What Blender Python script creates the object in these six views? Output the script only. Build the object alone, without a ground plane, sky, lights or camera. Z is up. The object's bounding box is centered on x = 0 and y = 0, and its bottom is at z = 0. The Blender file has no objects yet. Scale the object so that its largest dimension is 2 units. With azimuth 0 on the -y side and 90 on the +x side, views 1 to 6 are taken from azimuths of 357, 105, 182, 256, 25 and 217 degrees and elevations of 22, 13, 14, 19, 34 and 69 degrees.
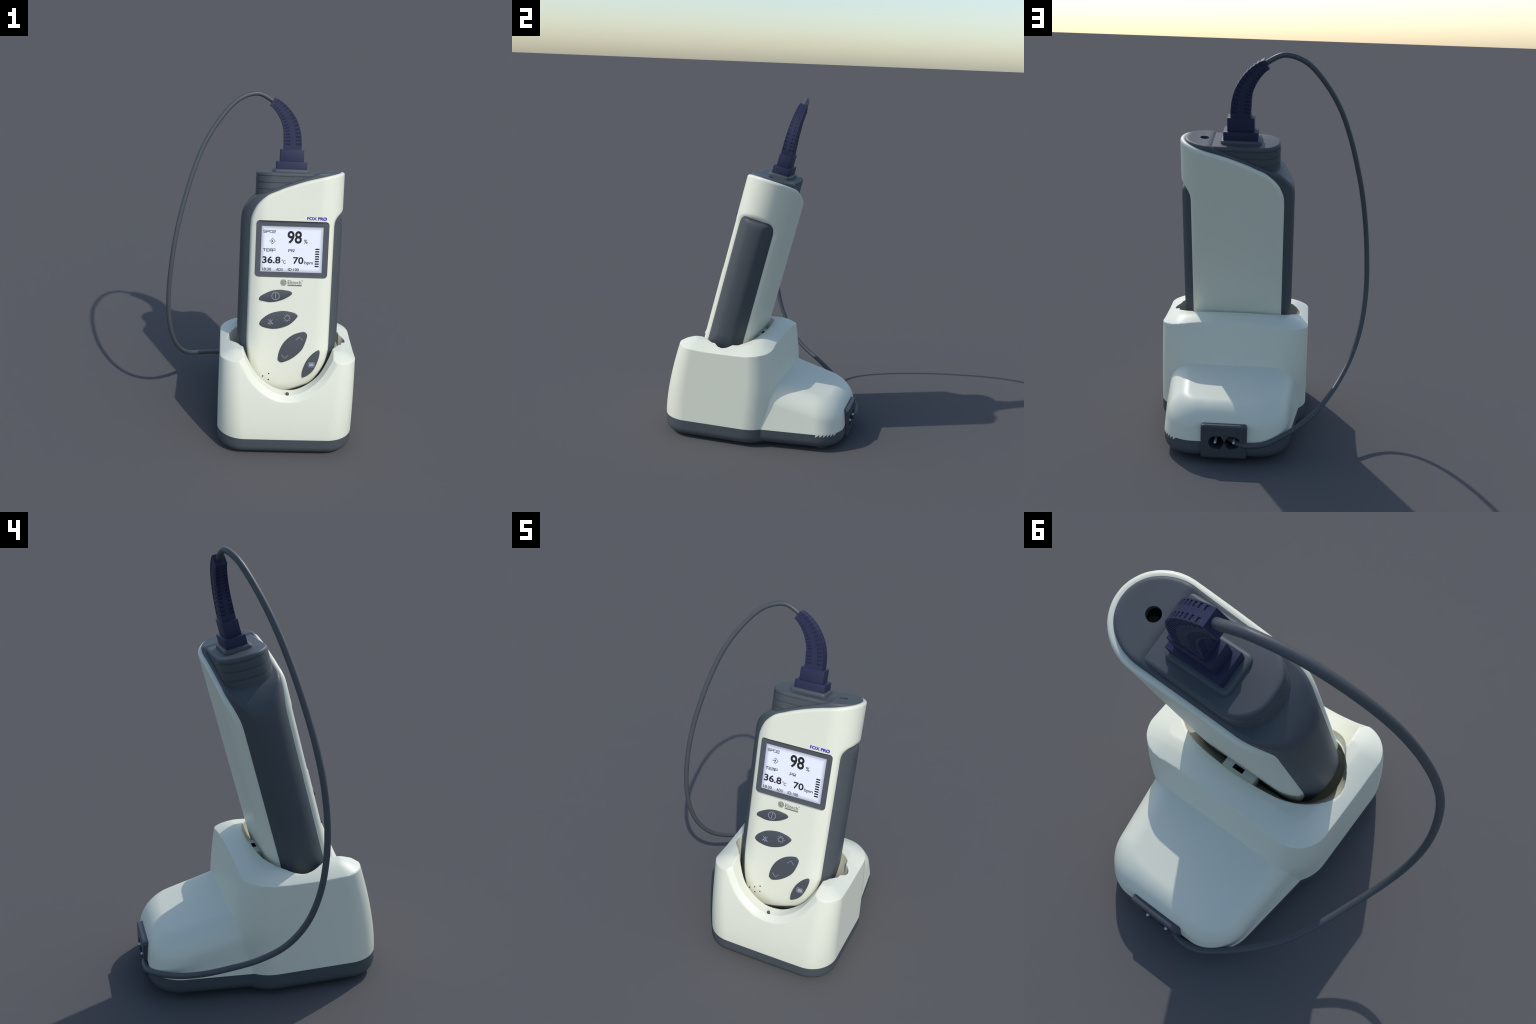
"""Handheld patient monitor standing in a charging cradle, with a corded probe plug.

Shapes are described as signed-distance profiles (rounded prisms, fillets, cuts)
that are polygonised here, plus lofts, sweeps and text for the smaller parts.
Device-space coordinates (x, d, h): x sideways, d depth (front is negative),
h along the leaning body.  World space is used for the cradle and the cord.
"""
import bpy, bmesh, math
import numpy as np
from mathutils import Vector, Matrix

TILT = math.radians(13.4)
CT, ST = math.cos(TILT), math.sin(TILT)
XC = 0.1615                      # common middle plane of device and cradle


def to_world(p):
    """device space -> world space"""
    p = np.asarray(p, float).reshape(-1, 3)
    return np.stack([p[:, 0], CT * p[:, 1] + ST * p[:, 2], -ST * p[:, 1] + CT * p[:, 2]], 1)


def to_device(p):
    p = np.asarray(p, float).reshape(-1, 3)
    return np.stack([p[:, 0], CT * p[:, 1] - ST * p[:, 2], ST * p[:, 1] + CT * p[:, 2]], 1)


# ------------------------------------------------------------------ materials
def principled(name, color, rough=0.45, metallic=0.0, coat=0.0, spec=0.5):
    m = bpy.data.materials.new(name)
    m.use_nodes = True
    b = m.node_tree.nodes["Principled BSDF"]
    b.inputs["Base Color"].default_value = (*color, 1)
    b.inputs["Roughness"].default_value = rough
    b.inputs["Metallic"].default_value = metallic
    b.inputs["Specular IOR Level"].default_value = spec
    b.inputs["Coat Weight"].default_value = coat
    return m


def plastic(name, color, rough, spec, grain=0.02, bump=0.0):
    """moulded plastic: a touch of mottling in the colour and an uneven sheen"""
    m = principled(name, color, rough, spec=spec)
    nt = m.node_tree
    b = nt.nodes["Principled BSDF"]
    tc = nt.nodes.new("ShaderNodeTexCoord")
    n = nt.nodes.new("ShaderNodeTexNoise")
    n.inputs["Scale"].default_value = 14
    n.inputs["Detail"].default_value = 4
    nt.links.new(tc.outputs["Object"], n.inputs["Vector"])
    mix = nt.nodes.new("ShaderNodeMix")
    mix.data_type = 'RGBA'
    mix.inputs["A"].default_value = (*[c * (1 - grain) for c in color], 1)
    mix.inputs["B"].default_value = (*[min(1, c * (1 + grain)) for c in color], 1)
    nt.links.new(n.outputs["Fac"], mix.inputs["Factor"])
    nt.links.new(mix.outputs["Result"], b.inputs["Base Color"])
    if bump:
        n2 = nt.nodes.new("ShaderNodeTexNoise")
        n2.inputs["Scale"].default_value = 320
        nt.links.new(tc.outputs["Object"], n2.inputs["Vector"])
        bp = nt.nodes.new("ShaderNodeBump")
        bp.inputs["Strength"].default_value = bump
        bp.inputs["Distance"].default_value = 0.001
        nt.links.new(n2.outputs["Fac"], bp.inputs["Height"])
        nt.links.new(bp.outputs["Normal"], b.inputs["Normal"])
    return m


WHITE_C = (0.78, 0.785, 0.645)
DARK_C = (0.072, 0.083, 0.093)
M_WHITE = plastic("white_plastic", WHITE_C, 0.42, 0.4, 0.012)
M_DARK = plastic("charcoal_rubber", DARK_C, 0.5, 0.35, 0.03)
M_BUTTON = plastic("button_rubber", (0.070, 0.077, 0.090), 0.5, 0.35, 0.02)
M_BEZEL = plastic("bezel_plastic", (0.083, 0.090, 0.104), 0.55, 0.3, 0.02)
M_NAVY = plastic("navy_plug_plastic", (0.023, 0.026, 0.066), 0.5, 0.3, 0.03)
M_CORD = plastic("cord_rubber", (0.072, 0.080, 0.088), 0.45, 0.4, 0.03)
M_BLACK = principled("black_void", (0.002, 0.002, 0.002), 0.9, spec=0.1)
M_SOCKET = plastic("socket_plastic", (0.055, 0.062, 0.074), 0.4, 0.45, 0.02)
M_STEEL = principled("pin_steel", (0.62, 0.66, 0.74), 0.35, metallic=0.45)
M_INK = principled("screen_ink", (0.018, 0.018, 0.020), 0.6, spec=0.2)
M_INK_SOFT = principled("screen_ink_soft", (0.03, 0.03, 0.034), 0.6, spec=0.2)
M_LOGO = principled("printed_grey", (0.10, 0.105, 0.10), 0.6, spec=0.2)
M_BLUE = principled("printed_blue", (0.045, 0.03, 0.42), 0.55, spec=0.2)
M_ICON = principled("icon_pale_grey", (0.36, 0.38, 0.44), 0.6, spec=0.2)
M_DOT = principled("speaker_dark", (0.03, 0.03, 0.03), 0.8, spec=0.1)


def screen_material():
    """pale LCD with an inset shadow painted as a darker band along its border"""
    m = principled("lcd_panel", (0.86, 0.88, 0.95), 0.35, spec=0.3)
    nt = m.node_tree
    b = nt.nodes["Principled BSDF"]
    tc = nt.nodes.new("ShaderNodeTexCoord")
    sep = nt.nodes.new("ShaderNodeSeparateXYZ")
    nt.links.new(tc.outputs["Generated"], sep.inputs[0])

    def edge(sock, size):
        a = nt.nodes.new("ShaderNodeMath"); a.operation = 'SUBTRACT'; a.inputs[1].default_value = 0.5
        nt.links.new(sock, a.inputs[0])
        c = nt.nodes.new("ShaderNodeMath"); c.operation = 'ABSOLUTE'
        nt.links.new(a.outputs[0], c.inputs[0])
        d = nt.nodes.new("ShaderNodeMath"); d.operation = 'SUBTRACT'; d.inputs[0].default_value = 0.5
        nt.links.new(c.outputs[0], d.inputs[1])
        e = nt.nodes.new("ShaderNodeMath"); e.operation = 'MULTIPLY'; e.inputs[1].default_value = size
        nt.links.new(d.outputs[0], e.inputs[0])
        return e.outputs[0]
    mn = nt.nodes.new("ShaderNodeMath"); mn.operation = 'SMOOTH_MIN'; mn.inputs[2].default_value = 0.01
    nt.links.new(edge(sep.outputs["X"], 0.355), mn.inputs[0])
    nt.links.new(edge(sep.outputs["Z"], 0.265), mn.inputs[1])
    r = nt.nodes.new("ShaderNodeValToRGB")
    r.color_ramp.interpolation = 'EASE'
    r.color_ramp.elements[0].position = 0.0
    r.color_ramp.elements[0].color = (0.50, 0.51, 0.58, 1)
    r.color_ramp.elements[1].position = 0.027
    r.color_ramp.elements[1].color = (0.86, 0.88, 0.95, 1)
    nt.links.new(mn.outputs[0], r.inputs[0])
    nt.links.new(r.outputs[0], b.inputs["Base Color"])
    return m


M_LCD = screen_material()


def base_material(seam):
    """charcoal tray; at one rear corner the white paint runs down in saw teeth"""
    m = plastic("charcoal_tray", DARK_C, 0.5, 0.35, 0.03)
    nt = m.node_tree
    b = nt.nodes["Principled BSDF"]
    src = b.inputs["Base Color"].links[0].from_socket
    tc = nt.nodes.new("ShaderNodeTexCoord")
    sep = nt.nodes.new("ShaderNodeSeparateXYZ")
    nt.links.new(tc.outputs["Object"], sep.inputs[0])

    def math_node(op, a, bb):
        n = nt.nodes.new("ShaderNodeMath"); n.operation = op
        for i, v in enumerate((a, bb)):
            if isinstance(v, (int, float)):
                n.inputs[i].default_value = v
            else:
                nt.links.new(v, n.inputs[i])
        return n.outputs[0]
    x, y, z = sep.outputs
    run = math_node('SUBTRACT', y, math_node('MULTIPLY', x, 0.75))      # runs round the corner
    ph = math_node('FRACT', math_node('MULTIPLY', run, 36.0), 0.0)
    saw = math_node('MULTIPLY', math_node('SUBTRACT', 1.0, ph), 0.017)
    tooth = math_node('GREATER_THAN', z, math_node('SUBTRACT', seam + 0.001, saw))
    here = math_node('MULTIPLY', math_node('GREATER_THAN', run, 0.0278), math_node('LESS_THAN', run, 0.1945))
    here = math_node('MULTIPLY', here, math_node('GREATER_THAN', x, 0.3))
    mix = nt.nodes.new("ShaderNodeMix"); mix.data_type = 'RGBA'
    nt.links.new(math_node('MULTIPLY', tooth, here), mix.inputs["Factor"])
    nt.links.new(src, mix.inputs["A"])
    mix.inputs["B"].default_value = (*WHITE_C, 1)
    nt.links.new(mix.outputs["Result"], b.inputs["Base Color"])
    return m


# ------------------------------------------------------------------ scene tree
def thing(name, loc, label, category):
    e = bpy.data.objects.new(name, None)
    e.location = loc
    e.empty_display_size = 0.1
    bpy.context.scene.collection.objects.link(e)
    e["label"] = label
    e["category"] = category
    return e


def add_part(name, verts, faces, mat, parent, smooth_angle=35, kind=None):
    me = bpy.data.meshes.new(name)
    me.from_pydata([tuple(map(float, v)) for v in verts], [], [tuple(map(int, f)) for f in faces])
    me.update()
    return finish(name, me, mat, parent, smooth_angle, kind)


def finish(name, me, mat, parent, smooth_angle=35, kind=None, recalc=True):
    bm = bmesh.new()
    bm.from_mesh(me)
    if recalc:
        bmesh.ops.recalc_face_normals(bm, faces=bm.faces[:])
    lim = math.radians(smooth_angle)
    for f in bm.faces:
        f.smooth = smooth_angle > 0
    for e in bm.edges:
        e.smooth = not (len(e.link_faces) == 2 and e.calc_face_angle(0) > lim)
    bm.to_mesh(me)
    bm.free()
    me.materials.clear()
    me.materials.append(mat)
    ob = bpy.data.objects.new(name, me)
    bpy.context.scene.collection.objects.link(ob)
    root = parent
    while root.parent:
        root = root.parent
    ob.parent = parent
    ob.matrix_parent_inverse = Matrix.Translation(-Vector(root.location))
    if parent is not root:
        ob.matrix_parent_inverse = Matrix.Identity(4)
    if kind:
        ob["kind"] = kind
    return ob


# ------------------------------------------------------- signed-distance tools
def catmull(pts, k=6, closed=False):
    P = np.asarray(pts, float)
    n = len(P)
    if closed:
        Q = np.vstack([P[-1], P, P[0], P[1]])
        segs = n
    else:
        Q = np.vstack([2 * P[0] - P[1], P, 2 * P[-1] - P[-2]])
        segs = n - 1
    out = []
    for i in range(segs):
        a, b, c, d = Q[i:i + 4]
        for t in np.arange(k) / k:
            out.append(.5 * (2 * b + (c - a) * t + (2 * a - 5 * b + 4 * c - d) * t * t + (3 * b - a - 3 * c + d) * t ** 3))
    if not closed:
        out.append(P[-1])
    return np.array(out)


def poly_sdf(poly):
    """signed distance to a closed 2D outline"""
    A = np.asarray(poly, float)
    B = np.roll(A, -1, 0)

    def f(u, v):
        u = np.asarray(u, float); v = np.asarray(v, float)
        best = np.full(u.shape, 1e9)
        inside = np.zeros(u.shape, bool)
        for (ax, ay), (bx, by) in zip(A, B):
            ex, ey = bx - ax, by - ay
            L = ex * ex + ey * ey
            if L < 1e-14:
                continue
            t = np.clip(((u - ax) * ex + (v - ay) * ey) / L, 0, 1)
            best = np.minimum(best, (u - ax - t * ex) ** 2 + (v - ay - t * ey) ** 2)
            if ay != by:
                c = (ay > v) != (by > v)
                inside ^= c & (u < ex * (v - ay) / (by - ay) + ax)
        return np.where(inside, -1, 1) * np.sqrt(best)
    return f


def round_max(a, b, r):
    """intersection whose meeting edge is rounded with radius r"""
    return np.minimum(np.maximum(a, b), -r) + np.sqrt(np.maximum(a + r, 0) ** 2 + np.maximum(b + r, 0) ** 2)


def round_min(a, b, r):
    return -round_max(-a, -b, r)


def rbox2(u, v, hu, hv, r):
    qu, qv = np.abs(u) - hu + r, np.abs(v) - hv + r
    return np.minimum(np.maximum(qu, qv), 0) + np.hypot(np.maximum(qu, 0), np.maximum(qv, 0)) - r


def stadium(x, d, x0, x1, half, dc):
    """prism section: flat front and back, elliptical ends of length 'cap'"""
    cap = 0.148
    c0, c1 = x0 + cap, x1 - cap
    ux = np.maximum(np.maximum(c0 - x, x - c1), 0) / cap
    ud = (d - dc) / half
    rr = np.sqrt(ux ** 2 + ud ** 2)
    return (rr - 1) * half


def polygonise(f, lo, hi, h):
    """dual contouring of f(points)->distance over a box; returns verts, quads"""
    lo = np.asarray(lo, float) + 0.137 * h
    n = np.ceil((np.asarray(hi) - lo) / h).astype(int) + 1
    axes = [lo[i] + h * np.arange(n[i]) for i in range(3)]
    val = np.empty(tuple(n))
    for i in range(n[0]):
        Yg, Zg = np.meshgrid(axes[1], axes[2], indexing='ij')
        val[i] = f(np.full(Yg.size, axes[0][i]), Yg.ravel(), Zg.ravel()).reshape(Yg.shape)
    val[val == 0] = 1e-9
    neg = val < 0
    cells = {}
    stride = np.array([n[1] * n[2], n[2], 1])
    quads = []
    crosses = []
    for ax in range(3):
        a = [slice(None)] * 3; b = [slice(None)] * 3
        a[ax] = slice(0, -1); b[ax] = slice(1, None)
        ch = neg[tuple(a)] != neg[tuple(b)]
        idx = np.argwhere(ch)
        o1, o2 = [k for k in range(3) if k != ax]
        ok = (idx[:, o1] > 0) & (idx[:, o2] > 0) & (idx[:, o1] < n[o1] - 1) & (idx[:, o2] < n[o2] - 1)
        idx = idx[ok]
        if not len(idx):
            continue
        p0 = lo + idx * h
        p1 = p0.copy(); p1[:, ax] += h
        j = idx.copy(); j[:, ax] += 1
        v0 = val[tuple(idx.T)]; v1 = val[tuple(j.T)]
        ta, tb = np.zeros(len(idx)), np.ones(len(idx))
        fa, fb = v0.copy(), v1.copy()
        for _ in range(7):                           # regula falsi / bisection mix
            t = 0.5 * (ta + tb) if _ % 2 else ta - fa * (tb - ta) / (fb - fa)
            t = np.clip(t, ta, tb)
            p = p0 + (p1 - p0) * t[:, None]
            ft = f(p[:, 0], p[:, 1], p[:, 2])
            s = (ft < 0) == (fa < 0)
            ta = np.where(s, t, ta); fa = np.where(s, ft, fa)
            tb = np.where(s, tb, t); fb = np.where(s, fb, ft)
            fb = np.where(fa == fb, fb + 1e-12, fb)
        t = ta - fa * (tb - ta) / (fb - fa)
        p = p0 + (p1 - p0) * np.clip(t, 0, 1)[:, None]
        e = h * 0.02
        g = np.stack([f(*(p + e * np.eye(3)[k]).T) - f(*(p - e * np.eye(3)[k]).T) for k in range(3)], 1)
        g /= np.linalg.norm(g, axis=1)[:, None] + 1e-12
        around = []
        for d1, d2 in ((0, 0), (-1, 0), (-1, -1), (0, -1)):
            c = idx.copy(); c[:, o1] += d1; c[:, o2] += d2
            around.append(c @ stride)
        q = np.stack(around, 1)
        flip = v0 < 0
        if ax == 1:
            flip = ~flip
        q[~flip] = q[~flip][:, ::-1]
        quads.append(q)
        crosses.append((q, p, g))
    Q = np.vstack(quads)
    ids, inv = np.unique(Q.ravel(), return_inverse=True)
    m = len(ids)
    ATA = np.zeros((m, 3, 3)); ATb = np.zeros((m, 3)); mass = np.zeros((m, 3)); cnt = np.zeros(m)
    off = 0
    for q, p, g in crosses:
        iv = inv[off:off + q.size].reshape(q.shape); off += q.size
        gg = g[:, :, None] * g[:, None, :]
        gb = g * (g * p).sum(1)[:, None]
        for k in range(4):
            np.add.at(ATA, iv[:, k], gg)
            np.add.at(ATb, iv[:, k], gb)
            np.add.at(mass, iv[:, k], p)
            np.add.at(cnt, iv[:, k], 1)
    mass /= cnt[:, None]
    reg = 0.03 * cnt[:, None, None] * np.eye(3)
    rhs = ATb - np.einsum('nij,nj->ni', ATA, mass)
    x = mass + np.linalg.solve(ATA + reg, rhs[..., None])[..., 0]
    cell = np.stack([ids // stride[0], (ids % stride[0]) // stride[1], ids % stride[1]], 1)
    cmin = lo + cell * h
    x = np.clip(x, cmin - 0.15 * h, cmin + 1.15 * h)
    return x, inv.reshape(-1, 4)


def sdf_part(name, f, lo, hi, h, mat, parent, transform=None, angle=33):
    v, q = polygonise(f, lo, hi, h)
    if transform is not None:
        v = transform(v)
    me = bpy.data.meshes.new(name)
    me.from_pydata(v.tolist(), [], q.tolist())
    return finish(name, me, mat, parent, angle)


# ------------------------------------------------------------- small builders
def loft(rings, close=True, caps=True):
    k = len(rings[0])
    verts = [p for r in rings for p in r]
    faces = []
    for i in range(len(rings) - 1):
        for j in range(k if close else k - 1):
            a = i * k + j; b = i * k + (j + 1) % k
            faces.append((a, b, b + k, a + k))
    if caps:
        faces.append(tuple(range(k))[::-1])
        faces.append(tuple((len(rings) - 1) * k + j for j in range(k)))
    return np.array(verts), faces


def rrect(x0, x1, y0, y1, r, seg=5):
    out = []
    for cx, cy, a0 in ((x1 - r, y1 - r, 0), (x0 + r, y1 - r, 90), (x0 + r, y0 + r, 180), (x1 - r, y0 + r, 270)):
        for i in range(seg + 1):
            a = math.radians(a0 + 90 * i / seg)
            out.append((cx + r * math.cos(a), cy + r * math.sin(a)))
    return np.array(out)


def inset2(poly, d):
    """move a convex-ish closed outline inwards by d (counter-clockwise order)"""
    P = np.asarray(poly)
    t = np.roll(P, -1, 0) - np.roll(P, 1, 0)
    t /= np.linalg.norm(t, axis=1)[:, None] + 1e-12
    nrm = np.stack([-t[:, 1], t[:, 0]], 1)
    area = 0.5 * np.sum(P[:, 0] * np.roll(P[:, 1], -1) - P[:, 1] * np.roll(P[:, 0], -1))
    return P + nrm * d * (1 if area > 0 else -1)


def face_ring(poly, d):
    """2D outline on the device face (x, h) at depth d -> device space ring"""
    return [(p[0], d, p[1]) for p in poly]


def plate(name, poly, d_front, d_back, bevel, mat, parent, steps=3):
    """raised plate on the device front with a rounded rim"""
    rings = [face_ring(poly, d_back)]
    for i in range(steps + 1):
        a = math.pi / 2 * i / steps
        P = np.asarray(poly)
        cen = P.mean(0)
        rings.append(face_ring(cen + (P - cen) * (1 - 0.075 * (1 - math.cos(a))), d_front + bevel * (1 - math.sin(a))))
    v, f = loft(rings)
    k = len(poly)
    f = f[:-1]                                        # crown as a fan, no long thin faces
    top = len(v) - k
    v = np.vstack([v, v[top:].mean(0)])
    f += [(top + j, top + (j + 1) % k, len(v) - 1) for j in range(k)]
    return add_part(name, to_world(v), f, mat, parent, 40)


def strokes_part(name, lines, width, depth, mat, parent, relief=0.0012):
    """thin printed lines on the device face: half-round strokes"""
    cu = bpy.data.curves.new(name, 'CURVE')
    cu.dimensions = '3D'
    cu.bevel_depth = width / 2
    cu.bevel_resolution = 1
    cu.use_fill_caps = True
    for ln in lines:
        closed = len(ln) > 2 and ln[0] == ln[-1]
        pts = ln[:-1] if closed else ln
        s = cu.splines.new('POLY')
        s.points.add(len(pts) - 1)
        for p, (u, w) in zip(s.points, pts):
            p.co = (u, 0, w, 1)
        s.use_cyclic_u = closed
    tmp = bpy.data.objects.new("tmp", cu)
    bpy.context.scene.collection.objects.link(tmp)
    dg = bpy.context.evaluated_depsgraph_get()
    me = bpy.data.meshes.new_from_object(tmp.evaluated_get(dg))
    me.name = name
    v = np.array([tuple(q.co) for q in me.vertices])
    v[:, 1] = depth + v[:, 1] * relief / (width / 2)
    for q, c in zip(me.vertices, to_world(v)):
        q.co = c
    bpy.data.objects.remove(tmp)
    bpy.data.curves.remove(cu)
    return finish(name, me, mat, parent, 50)


def text_part(name, body, box, depth, mat, parent, bold=0.0, shear=0.0, relief=0.0008, spacing=1.0):
    """built-in-font lettering fitted into box (x0, h0, x1, h1) on the face"""
    cu = bpy.data.curves.new(name, 'FONT')
    cu.body = body
    cu.offset = bold
    cu.shear = shear
    cu.space_character = spacing
    cu.extrude = 0.01
    tmp = bpy.data.objects.new("tmp", cu)
    bpy.context.scene.collection.objects.link(tmp)
    dg = bpy.context.evaluated_depsgraph_get()
    me = bpy.data.meshes.new_from_object(tmp.evaluated_get(dg))
    me.name = name
    v = np.array([tuple(q.co) for q in me.vertices])
    lo, hi = v.min(0), v.max(0)
    x0, h0, x1, h1 = box
    w = np.stack([x0 + (v[:, 0] - lo[0]) / (hi[0] - lo[0]) * (x1 - x0),
                  np.where(v[:, 2] > 0, depth - relief, depth + 0.002),
                  h0 + (v[:, 1] - lo[1]) / (hi[1] - lo[1]) * (h1 - h0)], 1)
    for q, c in zip(me.vertices, to_world(w)):
        q.co = c
    bpy.data.objects.remove(tmp)
    bpy.data.curves.remove(cu)
    return finish(name, me, mat, parent, 0)


def box_part(name, x0, x1, d0, d1, h0, h1, bevel, mat, parent, device=True):
    bm = bmesh.new()
    bmesh.ops.create_cube(bm, size=1)
    for v in bm.verts:
        v.co = Vector(((x0 + x1) / 2 + v.co.x * (x1 - x0), (d0 + d1) / 2 + v.co.y * (d1 - d0), (h0 + h1) / 2 + v.co.z * (h1 - h0)))
    if bevel:
        bmesh.ops.bevel(bm, geom=bm.edges[:], offset=bevel, segments=3, profile=0.5, affect='EDGES')
    me = bpy.data.meshes.new(name)
    bm.to_mesh(me)
    bm.free()
    if device:
        v = to_world([tuple(q.co) for q in me.vertices])
        for q, c in zip(me.vertices, v):
            q.co = c
    return finish(name, me, mat, parent, 40)


def circle_pts(cx, cy, r, n=24, a0=0, a1=360):
    pts = [(cx + r * math.cos(math.radians(a0 + (a1 - a0) * i / n)), cy + r * math.sin(math.radians(a0 + (a1 - a0) * i / n))) for i in range(n + 1)]
    if abs(a1 - a0) == 360:
        pts[-1] = pts[0]
    return pts


# =====================================================================  DEVICE
device = thing("handheld_monitor", (XC, -0.30, 0.25),
               "white and charcoal handheld patient monitor with screen", "medical monitor")
DC = -0.327             # depth of the device's middle plane
HALF = 0.1475           # half thickness of the white casing
FACE = DC - HALF        # front face depth

top_curve = [(-0.083, 1.205), (-0.077, 1.262), (-0.047, 1.330), (0.007, 1.384), (0.065, 1.412),
             (0.123, 1.437), (0.225, 1.472), (0.323, 1.498), (0.426, 1.522), (0.52, 1.541)]
bottom_curve = [(0.401, 0.490), (0.385, 0.425), (0.351, 0.360), (0.300, 0.297), (0.249, 0.270), (0.177, 0.242),
                (0.112, 0.224), (0.055, 0.222), (0.005, 0.244), (-0.035, 0.300), (-0.063, 0.385), (-0.080, 0.490)]
casing_outline = np.vstack([
    catmull(top_curve, 6)[::1],
    [(0.52, 1.305)],
    catmull([(0.463, 1.300), (0.449, 1.290), (0.425, 1.272), (0.409, 1.250), (0.4025, 1.222)], 4),
    catmull(bottom_curve, 4),
    [(-0.083, 0.56)]])
casing_xz = poly_sdf(casing_outline)
HOLE = (0.3375, DC - 0.004, 0.0225)
SCREEN = (-0.049, 0.370, 0.918, 1.2455)        # bezel recess x0 x1 h0 h1


def toe(h):
    """how far the front face falls back towards the chin"""
    return 0.034 * np.clip((0.47 - h) / 0.25, 0, 1.2) ** 2.2


def casing_sdf(x, d, h):
    d = d - toe(h) * np.clip((DC + 0.06 - d) / 0.12, 0, 1)     # the chin curves back
    s = stadium(x, d, -0.137, 0.460, HALF, DC)
    o = casing_xz(x, h)
    body = round_max(s, o, 0.016)
    rec = np.maximum(rbox2(x - (SCREEN[0] + SCREEN[1]) / 2, h - (SCREEN[2] + SCREEN[3]) / 2,
                           (SCREEN[1] - SCREEN[0]) / 2, (SCREEN[3] - SCREEN[2]) / 2, 0.022), d - (FACE + 0.0165))
    jack = np.hypot(x - HOLE[0], d - HOLE[1]) - HOLE[2] - 0.001
    return np.maximum(np.maximum(body, -rec), -np.maximum(jack, 1.40 - h))


sdf_part("casing", casing_sdf, (-0.10, -0.49, 0.22), (0.48, -0.165, 1.55), 0.0062, M_WHITE, device, to_world)

# charcoal grip sleeve: shows as both side grips, the shoulder and the sloping lip
lip_curve = [(-0.139, 1.19), (-0.136, 1.250), (-0.121, 1.300), (-0.088, 1.346), (-0.050, 1.381), (0.010, 1.404),
             (0.069, 1.429), (0.127, 1.453), (0.227, 1.490), (0.275, 1.5095), (0.300, 1.5210), (0.340, 1.5240), (0.38, 1.527), (0.415, 1.5305), (0.445, 1.530)]
sleeve_outline = np.vstack([
    catmull(lip_curve, 5),
    [(0.442, 1.40), (0.442, 1.31)],
    catmull([(0.442, 1.274), (0.452, 1.268), (0.460, 1.252), (0.4645, 1.225)], 3),
    [(0.4645, 0.62)],
    catmull([(0.461, 0.56), (0.42, 0.41), (0.33, 0.275), (0.1615, 0.213), (0.055, 0.198), (-0.03, 0.255), (-0.105, 0.40), (-0.138, 0.56)], 4),
    [(-0.141, 0.62)]])
sleeve_xz = poly_sdf(sleeve_outline)


def sleeve_sdf(x, d, h):
    d = d - 1.15 * toe(h) * np.clip((DC + 0.06 - d) / 0.12, 0, 1)
    s = stadium(x, d, -0.138, 0.4625, 0.1285, DC)
    s = np.where(h > 1.33, np.maximum(s, stadium(x, d, -0.15, 0.443, 0.1285, DC)), s)
    b = round_max(s, sleeve_xz(x, h), 0.013)
    hole = np.maximum(np.hypot(x - HOLE[0], d - HOLE[1]) - HOLE[2], 1.42 - h)
    return np.maximum(b, -hole)


sdf_part("grip_sleeve", sleeve_sdf, (-0.155, -0.47, 0.20), (0.48, -0.185, 1.545), 0.0058, M_DARK, device, to_world)

v, f = loft([[(HOLE[0] + 0.0215 * math.cos(a), HOLE[1] + 0.0215 * math.sin(a), hh) for a in np.linspace(0, 2 * math.pi, 20, endpoint=False)]
             for hh in (1.41, 1.509)])
add_part("jack_hole_shadow_plug", to_world(v), f, M_BLACK, device)  # solid black plug modelled for the darkness deep in the hole


# ribbed end block under the plug
def block_ring(inset, h, n=14):
    x0, x1, hd, R = -0.054, 0.45, 0.113, 0.100
    pts = rrect(x0 + inset, x1 - inset, DC - 0.0 - hd + inset, DC + hd - inset, R - inset, n)
    return [(p[0], p[1], h) for p in pts]


prof = [(0.0, 1.30)]
for gz in (1.420, 1.4585, 1.496):
    prof += [(0.0, gz - 0.0035), (0.0032, gz - 0.0022), (0.0032, gz + 0.0012), (0.0, gz + 0.0025)]
for i in range(6):
    a = math.pi / 2 * i / 5
    prof.append((0.012 * (1 - math.cos(a)), 1.505 + 0.012 * math.sin(a)))


rings = [block_ring(i, h) for i, h in prof]
# the block narrows away under the lip towards the jack end
rings = [[(min(p[0], 0.308), p[1], p[2]) for p in r] for r in rings]
v, f = loft(rings)
add_part("ribbed_cap_block", to_world(v), f, M_DARK, device, 30)

# screen: bezel frame, LCD panel
bz = FACE + 0.0135
outer = rrect(SCREEN[0] + 0.0005, SCREEN[1] - 0.0005, SCREEN[2] + 0.0005, SCREEN[3] - 0.0005, 0.0215, 5)
inner = rrect(-0.017, 0.338, 0.949, 1.213, 0.0015, 5)
v, f = loft([face_ring(outer, bz + 0.006), face_ring(outer, bz), face_ring(inner, bz + 0.0005), face_ring(inner, bz + 0.006)], caps=False)
bezel = add_part("screen_bezel", to_world(v), f, M_BEZEL, device, 30)
lcd_d = bz + 0.0018
box_part("screen_panel", -0.0185, 0.3395, lcd_d, lcd_d + 0.004, 0.9475, 1.2145, 0, M_LCD, device)

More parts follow.
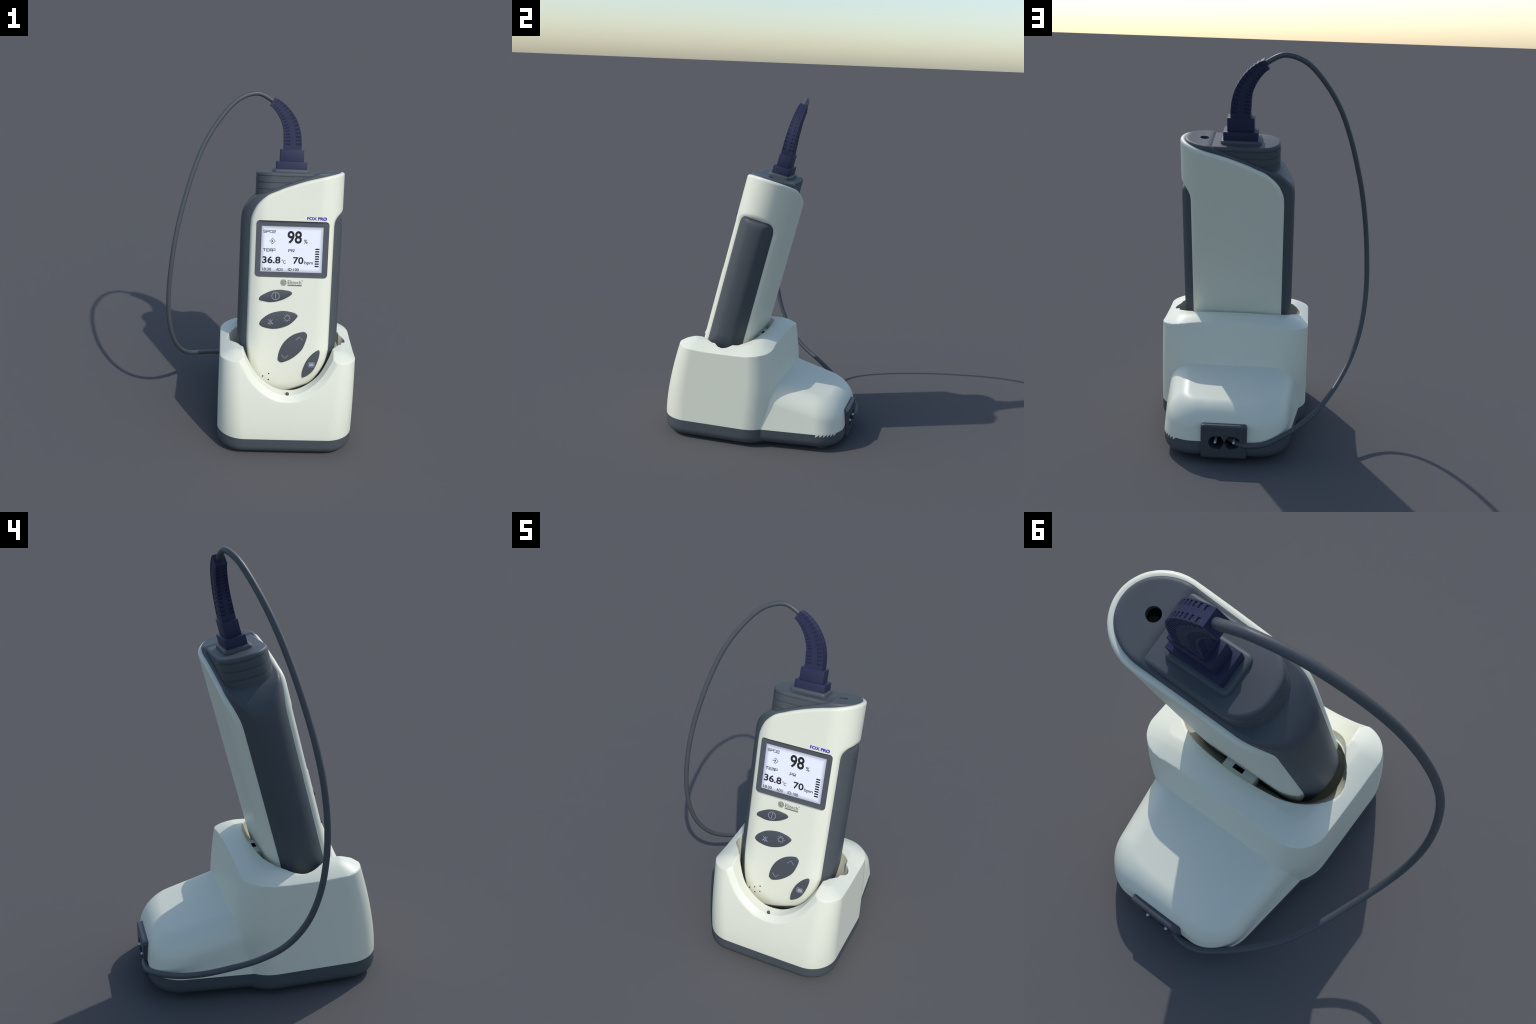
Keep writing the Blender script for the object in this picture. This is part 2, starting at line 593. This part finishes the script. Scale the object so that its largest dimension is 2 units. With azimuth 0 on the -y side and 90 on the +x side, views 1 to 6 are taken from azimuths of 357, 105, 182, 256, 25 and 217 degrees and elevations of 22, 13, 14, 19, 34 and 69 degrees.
# --- lettering on the LCD
T = lcd_d
PX = {'S': [[(1, 1), (0, 1), (0, .5), (1, .5), (1, 0), (0, 0)]], 'P': [[(0, 0), (0, 1), (1, 1), (1, .45), (0, .45)]],
      'O': [[(0, 0), (0, 1), (1, 1), (1, 0), (0, 0)]], '2': [[(0, 1), (1, 1), (1, .5), (0, .5), (0, 0), (1, 0)]],
      'T': [[(0, 1), (1, 1)], [(.5, 1), (.5, 0)]], 'E': [[(1, 1), (0, 1), (0, 0), (1, 0)], [(0, .5), (.85, .5)]],
      'M': [[(0, 0), (0, 1), (1, 1), (1, 0)], [(.5, 1), (.5, 0)]],
      'R': [[(0, 0), (0, 1), (1, 1), (1, .45), (0, .45)], [(.45, .45), (1, 0)]]}


def pixel_text(name, word, x0, x1, h0, h1):
    n = len(word)
    gap = 0.34
    w = (x1 - x0) / (n + gap * (n - 1))
    lines = []
    for i, ch in enumerate(word):
        ox = x0 + i * w * (1 + gap)
        for ln in PX[ch]:
            lines.append([(ox + u * w, h0 + q * (h1 - h0)) for u, q in ln])
    return strokes_part(name, lines, 0.0041, T, M_INK_SOFT, device)


pixel_text("screen_heading", "SPO2", -0.0055, 0.0625, 1.1738, 1.188)
pixel_text("screen_heading", "TEMP", -0.0045, 0.0645, 1.0665, 1.0815)
pixel_text("screen_heading", "PR", 0.1415, 0.1745, 1.066, 1.0815)
text_part("screen_digits", "98", (0.1325, 1.115, 0.215, 1.188), T, M_INK, device, bold=0.022)
text_part("screen_unit", "%", (0.2275, 1.117, 0.249, 1.1405), T, M_INK_SOFT, device, bold=0.010)
text_part("screen_digits", "36.8", (-0.0075, 0.9975, 0.097, 1.038), T, M_INK, device, bold=0.022)
text_part("screen_unit", "C", (0.1125, 0.998, 0.128, 1.0165), T, M_INK_SOFT, device, bold=0.010)
strokes_part("screen_unit", [circle_pts(0.1075, 1.0165, 0.0033, 12)], 0.0022, T, M_INK_SOFT, device)
text_part("screen_digits", "70", (0.170, 0.998, 0.2295, 1.038), T, M_INK, device, bold=0.022)
text_part("screen_unit", "bpm", (0.236, 0.992, 0.285, 1.0165), T, M_INK_SOFT, device, bold=0.012)
text_part("screen_footer", "18:30", (-0.006, 0.9555, 0.0455, 0.972), T, M_INK_SOFT, device, bold=0.012)
text_part("screen_footer", "ADU", (0.0745, 0.9555, 0.1135, 0.972), T, M_INK_SOFT, device, bold=0.012)
text_part("screen_footer", "ID:100", (0.1425, 0.956, 0.2045, 0.973), T, M_INK_SOFT, device, bold=0.012)
bar0 = None
for i in range(8):
    hh = 1.0825 - i * (1.0825 - 0.983) / 7
    if bar0 is None:
        bar0 = box_part("signal_bar", 0.2955, 0.3185, T - 0.001, T + 0.002, hh, hh + 0.0075, 0, M_INK, device)
    else:
        ob = bar0.copy()
        ob.matrix_parent_inverse = bar0.matrix_parent_inverse @ Matrix.Translation((0, ST * (hh - 1.0825), CT * (hh - 1.0825)))
        bpy.context.scene.collection.objects.link(ob)
ic = (0.0475, 1.1265)
strokes_part("transfer_icon", [[(ic[0] - .008, ic[1] + .008), (ic[0], ic[1] + .0155), (ic[0] + .0155, ic[1]), (ic[0], ic[1] - .0155), (ic[0] - .008, ic[1] - .008)],
                               [(ic[0] - .018, ic[1]), (ic[0] + .003, ic[1])],
                               [(ic[0] - .003, ic[1] + .005), (ic[0] + .003, ic[1]), (ic[0] - .003, ic[1] - .005)]], 0.0038, T, M_INK_SOFT, device)

# --- printing on the casing
text_part("model_lettering", "FOX PRO", (0.239, 1.2545, 0.3525, 1.273), FACE, M_BLUE, device, bold=0.04)
text_part("maker_lettering", "Elitech", (0.1435, 0.8825, 0.2215, 0.9030), FACE, M_LOGO, device, bold=0.0)
serif = []
for sx, hh in ((0.1435, 0.8828), (0.1435, 0.9027), (0.1635, 0.8828), (0.1705, 0.8828), (0.209, 0.8828), (0.2195, 0.8828)):
    serif.append([(sx - 0.002, hh), (sx + 0.004, hh)])
strokes_part("maker_lettering", serif, 0.0014, FACE, M_LOGO, device, 0.0009)
strokes_part("registered_mark", [circle_pts(0.2265, 0.9035, 0.0032, 12)], 0.0013, FACE, M_LOGO, device)
box_part("maker_underline", 0.1435, 0.2235, FACE - 0.0009, FACE + 0.003, 0.8715, 0.8785, 0, M_LOGO, device)
strokes_part("maker_underline_lettering", [[(x, 0.8735), (x + 0.0035, 0.8765)] for x in np.linspace(0.147, 0.217, 13)],
             0.0012, FACE - 0.0009, M_WHITE, device, 0.0006)
globe = []
gx, gh, gr = 0.1185, 0.8895, 0.0185
for i in range(-4, 5):
    yy = i * gr / 4.6
    half = math.sqrt(gr * gr - yy * yy)
    globe.append([(gx - half + 2 * half * t, gh + yy + 0.0011 * math.sin(9 * t + 0.4 * i)) for t in np.linspace(0, 1, 10)])
strokes_part("globe_emblem", globe, 0.0026, FACE, M_LOGO, device)

# --- buttons
button_shapes = [
    [(-0.016, 0.800), (0.004, 0.817), (0.051, 0.840), (0.098, 0.848), (0.136, 0.845), (0.163, 0.839), (0.170, 0.823), (0.131, 0.796), (0.084, 0.779), (0.041, 0.774), (0.005, 0.780), (-0.014, 0.785)],
    [(-0.010, 0.652), (0.009, 0.679), (0.056, 0.710), (0.120, 0.724), (0.170, 0.719), (0.200, 0.708), (0.207, 0.690), (0.166, 0.646), (0.112, 0.623), (0.064, 0.617), (0.016, 0.625), (-0.006, 0.637)],
    [(0.103, 0.441), (0.112, 0.492), (0.139, 0.543), (0.186, 0.584), (0.241, 0.603), (0.262, 0.597), (0.269, 0.574), (0.247, 0.506), (0.213, 0.465), (0.173, 0.436), (0.130, 0.419), (0.111, 0.425)],
    [(0.250, 0.342), (0.252, 0.375), (0.270, 0.428), (0.302, 0.471), (0.335, 0.495), (0.347, 0.487), (0.342, 0.447), (0.323, 0.392), (0.298, 0.357), (0.266, 0.335), (0.254, 0.333)]]
BT = FACE - 0.0055
buttons = []
for shp in button_shapes:
    buttons.append(plate("button", catmull(shp[::-1], 4, True), BT, FACE + 0.012, 0.005, M_BUTTON, device))
b = buttons
strokes_part("power_icon", [circle_pts(0.076, 0.811, 0.0215, 26), [(0.076, 0.796), (0.076, 0.826)]], 0.0032, BT, M_ICON, b[0])
lamp = [circle_pts(0.148, 0.683, 0.0135, 18)]
for a in range(0, 360, 45):
    if a != 90:
        ca, sa = math.cos(math.radians(a)), math.sin(math.radians(a))
        lamp.append([(0.148 + 0.0165 * ca, 0.683 + 0.0165 * sa), (0.148 + 0.0225 * ca, 0.683 + 0.0225 * sa)])
lamp.append([(0.1425, 0.698), (0.1425, 0.704), (0.1535, 0.704), (0.1535, 0.698)])
strokes_part("lamp_icon", lamp, 0.0026, BT, M_ICON, b[1])
cx, ch = 0.0525, 0.6585
bell = [[(cx - .016, ch - .014), (cx - .008, ch - .004), (cx - .005, ch + .006), (cx, ch + .011), (cx + .005, ch + .006), (cx + .008, ch - .004), (cx + .016, ch - .014)],
        [(cx - .015, ch - .009), (cx + .015, ch - .009)],
        [(cx - .005, ch - .013), (cx, ch - .0175), (cx + .005, ch - .013)],
        [(cx - .015, ch + .015), (cx + .015, ch - .013)], [(cx + .015, ch + .015), (cx - .015, ch - .013)], [(cx, ch + .011), (cx, ch + .018)]]
strokes_part("muted_bell_icon", bell, 0.0022, BT, M_ICON, b[1])
strokes_part("arrow_icon", [[(0.205, 0.555), (0.226, 0.574), (0.244, 0.554)]], 0.0028, BT, M_ICON, b[2])
strokes_part("arrow_icon", [[(0.124, 0.465), (0.145, 0.444), (0.163, 0.464)]], 0.0028, BT, M_ICON, b[2])
win = [tuple(p) for p in rrect(0.2825, 0.3205, 0.3965, 0.4235, 0.006, 3)]
strokes_part("menu_icon", [win + [win[0]]], 0.0024, BT, M_ICON, b[3])
box_part("menu_icon", 0.2885, 0.3145, BT - 0.0008, BT + 0.002, 0.4015, 0.4185, 0, M_ICON, b[3])

# --- loudspeaker holes
dot0 = None
for dx, dh in ((0.055, 0.348), (0.021, 0.3315), (-0.012, 0.316), (0.055, 0.311), (0.0235, 0.2965)):
    if dot0 is None:
        rr = [[(dx + r * math.cos(a), FACE + toe(dh) + dd, dh + r * math.sin(a)) for a in np.linspace(0, 2 * math.pi, 12, endpoint=False)]
              for r, dd in ((0.0042, 0.02), (0.0042, -0.0006), (0.003, -0.0008))]
        v, f = loft(rr)
        dot0 = add_part("speaker_hole", to_world(v), f, M_DOT, device)
        dp = (dx, dh, toe(dh))
    else:
        ob = dot0.copy()
        ob.matrix_parent_inverse = dot0.matrix_parent_inverse @ Matrix.Translation(
            (dx - dp[0], ST * (dh - dp[1]) + CT * (toe(dh) - dp[2]), CT * (dh - dp[1]) - ST * (toe(dh) - dp[2])))
        bpy.context.scene.collection.objects.link(ob)

# collar round the plug
rings = []
for ins, hh in ((0.0, 1.500), (0.0, 1.523), (0.0015, 1.529), (0.005, 1.533), (0.010, 1.5345)):
    rings.append([(p[0], p[1], hh) for p in rrect(0.042 + ins, 0.250 - ins, -0.383 + ins, -0.254 - ins, 0.020 - ins, 5)])
v, f = loft(rings)
add_part("plug_collar", to_world(v), f, M_DARK, device, 40)

# =====================================================================  CRADLE
cradle = thing("charging_cradle", (XC, 0.0, 0.0),
               "white charging cradle with charcoal tray and power socket", "charging dock")
SEAM = 0.110


def front_y(z):
    return -0.5495 + 0.0955 * np.clip((z - 0.115) / 0.46, 0, 1.4) ** 1.56


def back_y(z):
    return 0.139 - 0.034 * np.clip((z - 0.30) / 0.27, 0, 1.3) ** 1.6


def tower_plan(x, y, z):
    bow = np.clip(1 - ((x - XC) / 0.27) ** 2, 0, 1)
    f, bk = front_y(z) - 0.0015 * bow, back_y(z)
    r = np.where(y > -0.2, 0.178, 0.158) - 0.048 * np.clip((z - 0.11) / 0.46, 0, 1)
    return rbox2(x - XC, y - (f + bk) / 2, 0.397 - 0.003 * np.clip(z / 0.55, 0, 1), (bk - f) / 2, r)


def tower(x, y, z):
    plan = tower_plan(x, y, z)
    inward = np.clip(-plan / 0.085, 0, 1)
    side = np.clip(np.abs(x - XC) / 0.4, 0, 1)
    rim = 0.603 + (0.008 + 0.015 * np.clip(1 - ((x - XC) / 0.33) ** 2, 0, 1)) * np.clip((y + 0.1) / 0.15, 0, 1) - 0.033 * (1 - inward) ** 1.4 - 0.022 * side ** 3 * (1 - 0.4 * np.clip((-0.25 - y) / 0.15, 0, 1))
    return round_max(plan, z - rim, 0.002)


def hump(x, y, z):
    t = np.clip((y - 0.066) / 0.39, 0, 1.2)
    halfw = 0.360 - 0.048 * t - 0.03 * np.clip((z - 0.11) / 0.2, 0, 1.2)
    yend = 0.529 - 0.014 * np.clip((z - 0.06) / 0.15, 0, 1.5)
    plan = rbox2(x - XC, y - (yend - 0.30) / 2, halfw, (yend + 0.30) / 2, 0.145)
    top = (z - (0.368 - 0.245 * (y - 0.125))) * 0.971
    return round_max(plan, top, 0.104 - 0.018 * np.clip(1.4 - np.abs(x - XC) / 0.18, 0, 1))


def solid(x, y, z):
    return np.minimum(tower(x, y, z), hump(x, y, z))


u_half = [(0.0, 0.343), (0.07, 0.353), (0.14, 0.389), (0.207, 0.448), (0.255, 0.518), (0.284, 0.573), (0.310, 0.634)]
u_curve = catmull([(-a, c) for a, c in u_half[:0:-1]] + u_half, 5)
u_poly = np.vstack([u_curve, [(0.45, 1.0), (-0.45, 1.0)]])
u_sdf = poly_sdf(u_poly)


def cavity(x, y, z):
    yc = -0.170 + (z - 0.6) * math.tan(TILT)
    e = np.sqrt(((x - 0.165) / 0.353) ** 2 + ((y - yc) / 0.165) ** 2)
    taper = 0.40 + 0.10 * np.clip((0.08 - x) / 0.12, 0, 1)     # mouth narrows to the well
    ell = np.maximum((e - 1) * 0.165 + taper * np.clip(0.585 - z, 0, 0.12) ** 2 / 0.12, x - 0.479)
    bump = np.hypot(x - 0.462, y - (yc - 0.006)) - 0.052
    mouth = np.minimum(ell, bump)
    dv = to_device(np.stack([x, y, z], 1))
    well = stadium(dv[:, 0], dv[:, 1], -0.145, 0.468, HALF + 0.007, DC)
    # shallow recess in front of the device, just below the sill of the front cut
    sill = np.maximum(stadium(dv[:, 0], dv[:, 1], -0.145, 0.468, HALF + 0.020, DC - 0.013), u_sdf(x - XC, z) + 0.006)
    floor = 0.150 - dv[:, 2]
    return np.minimum(np.maximum(round_min(mouth, well, 0.045), floor), sill)


def front_cut(x, y, z):
    d = y - front_y(z)
    off = 0.027 * np.clip(d / 0.024, 0, 1) + 0.003 * np.clip((d - 0.022) / 0.05, 0, 1)
    return np.maximum(u_sdf(x - XC, z) + off, y + 0.22)


eight = []
for sgn in (1, -1):
    cxe = XC - sgn * 0.0005 + sgn * 0.0455
    arc = circle_pts(cxe, 0.1145, 0.0335, 10, -90, 90) if sgn > 0 else circle_pts(cxe, 0.1145, 0.0335, 10, 90, 270)
    eight += arc
    eight += [(XC + sgn * 0.018, 0.148), (XC, 0.1175), ] if sgn > 0 else [(XC - 0.018, 0.081), (XC, 0.1115)]
    if sgn > 0:
        eight += [(XC - 0.018, 0.148)]
    else:
        eight += [(XC + 0.018, 0.081)]
slot_xz = poly_sdf(eight)


def inlet_slot(x, y, z):
    """figure-of-eight recess sunk into the rear"""
    return np.maximum(slot_xz(x, z) - 0.003, 0.40 - y)


def shell_sdf(x, y, z):
    s = solid(x, y, z)
    cut = np.minimum(cavity(x, y, z), front_cut(x, y, z))
    s = np.maximum(round_max(s, -cut, 0.005), SEAM - z)
    return np.maximum(s, -inlet_slot(x, y, z))


def tray_sdf(x, y, z):
    s = np.minimum(round_max(tower_plan(x, y, z), 0.012 - z, 0.050),
                   round_max(hump(x, y, z), 0.022 - z, 0.050))
    return np.maximum(np.maximum(s, z - SEAM), -inlet_slot(x, y, z))


sdf_part("cradle_shell", shell_sdf, (-0.26, -0.57, 0.095), (0.585, 0.555, 0.64), 0.0055, M_WHITE, cradle)
sdf_part("cradle_tray", tray_sdf, (-0.26, -0.57, -0.01), (0.585, 0.555, 0.125), 0.0075, base_material(SEAM), cradle)

foot0 = None
for fx, fy in ((-0.12, -0.42), (0.443, -0.42), (-0.05, 0.40), (0.373, 0.40)):
    if foot0 is None:
        v, f = loft([[(fx + r * math.cos(a), fy + r * math.sin(a), z) for a in np.linspace(0, 2 * math.pi, 24, endpoint=False)]
                     for r, z in ((0.034, 0.0), (0.036, 0.002), (0.036, 0.034))])
        foot0 = add_part("rubber_foot", v, f, M_DARK, cradle)
        fp = (fx, fy)
    else:
        ob = foot0.copy()
        ob.matrix_parent_inverse = foot0.matrix_parent_inverse @ Matrix.Translation((fx - fp[0], fy - fp[1], 0))
        bpy.context.scene.collection.objects.link(ob)

# indicator lamp at the bottom of the front cut, in a small white seat
led_n = Vector((0, -0.80, 0.60)).normalized()
led_u = Vector((1, 0, 0))
led_v = led_n.cross(led_u)


def stud(name, c, prof, mat):
    rings = [[tuple(Vector(c) + led_n * s + r * (led_u * math.cos(a) + led_v * math.sin(a))) for a in np.linspace(0, 2 * math.pi, 20, endpoint=False)]
             for r, s in prof]
    v, f = loft(rings)
    return add_part(name, v, f, mat, cradle, 50)


stud("lamp_seat", (XC, -0.474, 0.370), ((0.0155, -0.03), (0.0155, 0.004), (0.0135, 0.007), (0.011, 0.008)), M_WHITE)
stud("indicator_lamp", (XC, -0.474, 0.370), ((0.0108, -0.01), (0.0108, 0.009), (0.009, 0.0125), (0.005, 0.0145), (0.001, 0.015)), M_DARK)

# contact bracket behind the device, inside the opening
box_part("contact_bracket", 0.088, 0.225, -0.052, -0.0005, 0.520, 0.584, 0.004, M_WHITE, cradle, device=False)
box_part("contact_slot", 0.142, 0.186, -0.0405, -0.022, 0.570, 0.5846, 0, M_BLACK, cradle, device=False)

# power inlet on the rear: plate with a figure-of-eight recess and two pins
SX0, SX1, SZ0, SZ1 = 0.050, 0.279, 0.030, 0.206
SY = 0.541
def inlet_sdf(x, y, z):
    pl = rbox2(x - (SX0 + SX1) / 2, z - (SZ0 + SZ1) / 2, (SX1 - SX0) / 2, (SZ1 - SZ0) / 2, 0.013)
    b = round_max(pl, y - SY, 0.009)
    b = np.maximum(b, 0.46 - y)
    return np.maximum(b, -np.maximum(slot_xz(x, z), 0.455 - y))


sdf_part("power_inlet", inlet_sdf, (0.035, 0.45, 0.015), (0.295, 0.56, 0.22), 0.0042, M_SOCKET, cradle)
for i, px_ in enumerate((0.2065, 0.1145)):
    rr = [[(px_ + r * math.cos(a), yy, 0.116 + r * math.sin(a)) for a in np.linspace(0, 2 * math.pi, 14, endpoint=False)]
          for r, yy in ((0.0070, 0.40), (0.0070, 0.541), (0.0048, 0.5455), (0.002, 0.5475))]
    v, f = loft(rr)
    add_part("contact_pin", v, f, M_STEEL, cradle, 50)

# ================================================================  CORD + PLUG
lead = thing("probe_lead", (0.149, 0.06, 1.53), "navy probe plug with curved ribbed boot and grey cord", "cable")
box_part("plug_housing", 0.0615, 0.2365, -0.366, -0.270, 1.520, 1.577, 0.0012, M_NAVY, lead)
box_part("plug_neck", 0.0810, 0.2170, -0.354, -0.283, 1.570, 1.647, 0.0012, M_NAVY, lead)

spine = catmull([(0.150, 1.640), (0.1500, 1.690), (0.1410, 1.762), (0.1190, 1.818), (0.0900, 1.861), (0.0570, 1.8945), (0.0235, 1.9168)], 20)
seg = np.linalg.norm(np.diff(spine, axis=0), axis=1)
arc = np.concatenate([[0], np.cumsum(seg)])
arc /= arc[-1]


def spine_at(t):
    p = np.array([np.interp(t, arc, spine[:, 0]), np.interp(t, arc, spine[:, 1])])
    a = np.array([np.interp(min(t + .01, 1), arc, spine[:, k]) - np.interp(max(t - .01, 0), arc, spine[:, k]) for k in (0, 1)])
    a /= np.linalg.norm(a)
    return p, a


FR = [-0.5, -0.44, -0.17, 0.17, 0.44, 0.5]


def boot_ring(t, depth):
    p, a = spine_at(t)
    side = np.array([a[1], -a[0]])                    # towards the outside of the bend
    w = np.interp(t, [0, 0.25, 0.6, 1], [0.102, 0.100, 0.080, 0.0515])
    dw = np.interp(t, [0, 1], [0.064, 0.049])
    dc = np.interp(t, [0, 0.5, 1], [-0.319, -0.326, -0.333])
    pts = []
    for face in range(4):
        L, H = ((w, dw), (dw, w))[face % 2]
        ang = face * math.pi / 2
        for k, u in enumerate(FR[:-1]):
            for rep in ((0, 1) if k in (1, 2, 3, 4) else (0,)):
                sunk = (k == 1 and rep == 1) or (k == 2 and rep == 0) or (k == 3 and rep == 1) or (k == 4 and rep == 0)
                q = (u * L, -(H / 2 - (depth if sunk else 0)))
                x = q[0] * math.cos(ang) - q[1] * math.sin(ang)
                y = q[0] * math.sin(ang) + q[1] * math.cos(ang)
                pts.append((x, y))
    return [(p[0] + side[0] * x, dc + y, p[1] + side[1] * x) for x, y in pts]


st = [(0.0, 0.0)]
NR = 14
for i in range(NR):
    t0 = 0.10 + 0.87 * i / NR
    pit = 0.87 / NR
    st += [(t0, 0.0), (t0 + 0.002, 0.0030), (t0 + pit * 0.5, 0.0008), (t0 + pit * 0.52, 0.0)]
st += [(1.0, 0.0)]
v, f = loft([boot_ring(t, d) for t, d in st])
add_part("strain_relief_boot", to_world(v), f, M_NAVY, lead, 25)

cord_path = [(0.058, 0.104, 1.918), (0.0254, 0.1215, 1.9455), (-0.0647, 0.1181, 1.9853), (-0.1754, 0.0865, 1.9489), (-0.2759, 0.0402, 1.8483),
             (-0.3532, -0.0072, 1.7176), (-0.4131, -0.0514, 1.573), (-0.4525, -0.091, 1.4268), (-0.4939, -0.1229, 1.2756),
             (-0.5181, -0.1519, 1.1118), (-0.5369, -0.1597, 0.9466), (-0.545, -0.1523, 0.7863), (-0.5382, -0.1254, 0.6429),
             (-0.5168, -0.0798, 0.5119), (-0.4758, -0.0014, 0.3974), (-0.4219, 0.0979, 0.3207), (-0.3629, 0.2153, 0.2644),
             (-0.2889, 0.3291, 0.2091), (-0.1818, 0.4324, 0.1519), (-0.056, 0.5212, 0.1158), (0.025, 0.540, 0.1045),
             (0.080, 0.530, 0.1035), (0.130, 0.494, 0.112), (0.185, 0.455, 0.126), (0.235, 0.425, 0.140)]
cord_path = np.array(cord_path)
for w in (0.5, -0.52):                                # even out the drop without shrinking the loop
    mid = 0.5 * (cord_path[3:-7] + cord_path[5:-5])
    cord_path[4:-6] += w * (mid - cord_path[4:-6])
C = catmull(cord_path, 10)
rad = 0.0138
t = np.gradient(C, axis=0)
t /= np.linalg.norm(t, axis=1)[:, None]
nrm = np.array([0.0, 1.0, 0.0])
rings = []
for i in range(len(C)):
    nrm = nrm - t[i] * (nrm @ t[i]); nrm /= np.linalg.norm(nrm)
    bi = np.cross(t[i], nrm)
    rings.append([tuple(C[i] + rad * (nrm * math.cos(a) + bi * math.sin(a))) for a in np.linspace(0, 2 * math.pi, 12, endpoint=False)])
v, f = loft(rings)
add_part("cord", v, f, M_CORD, lead, 60)
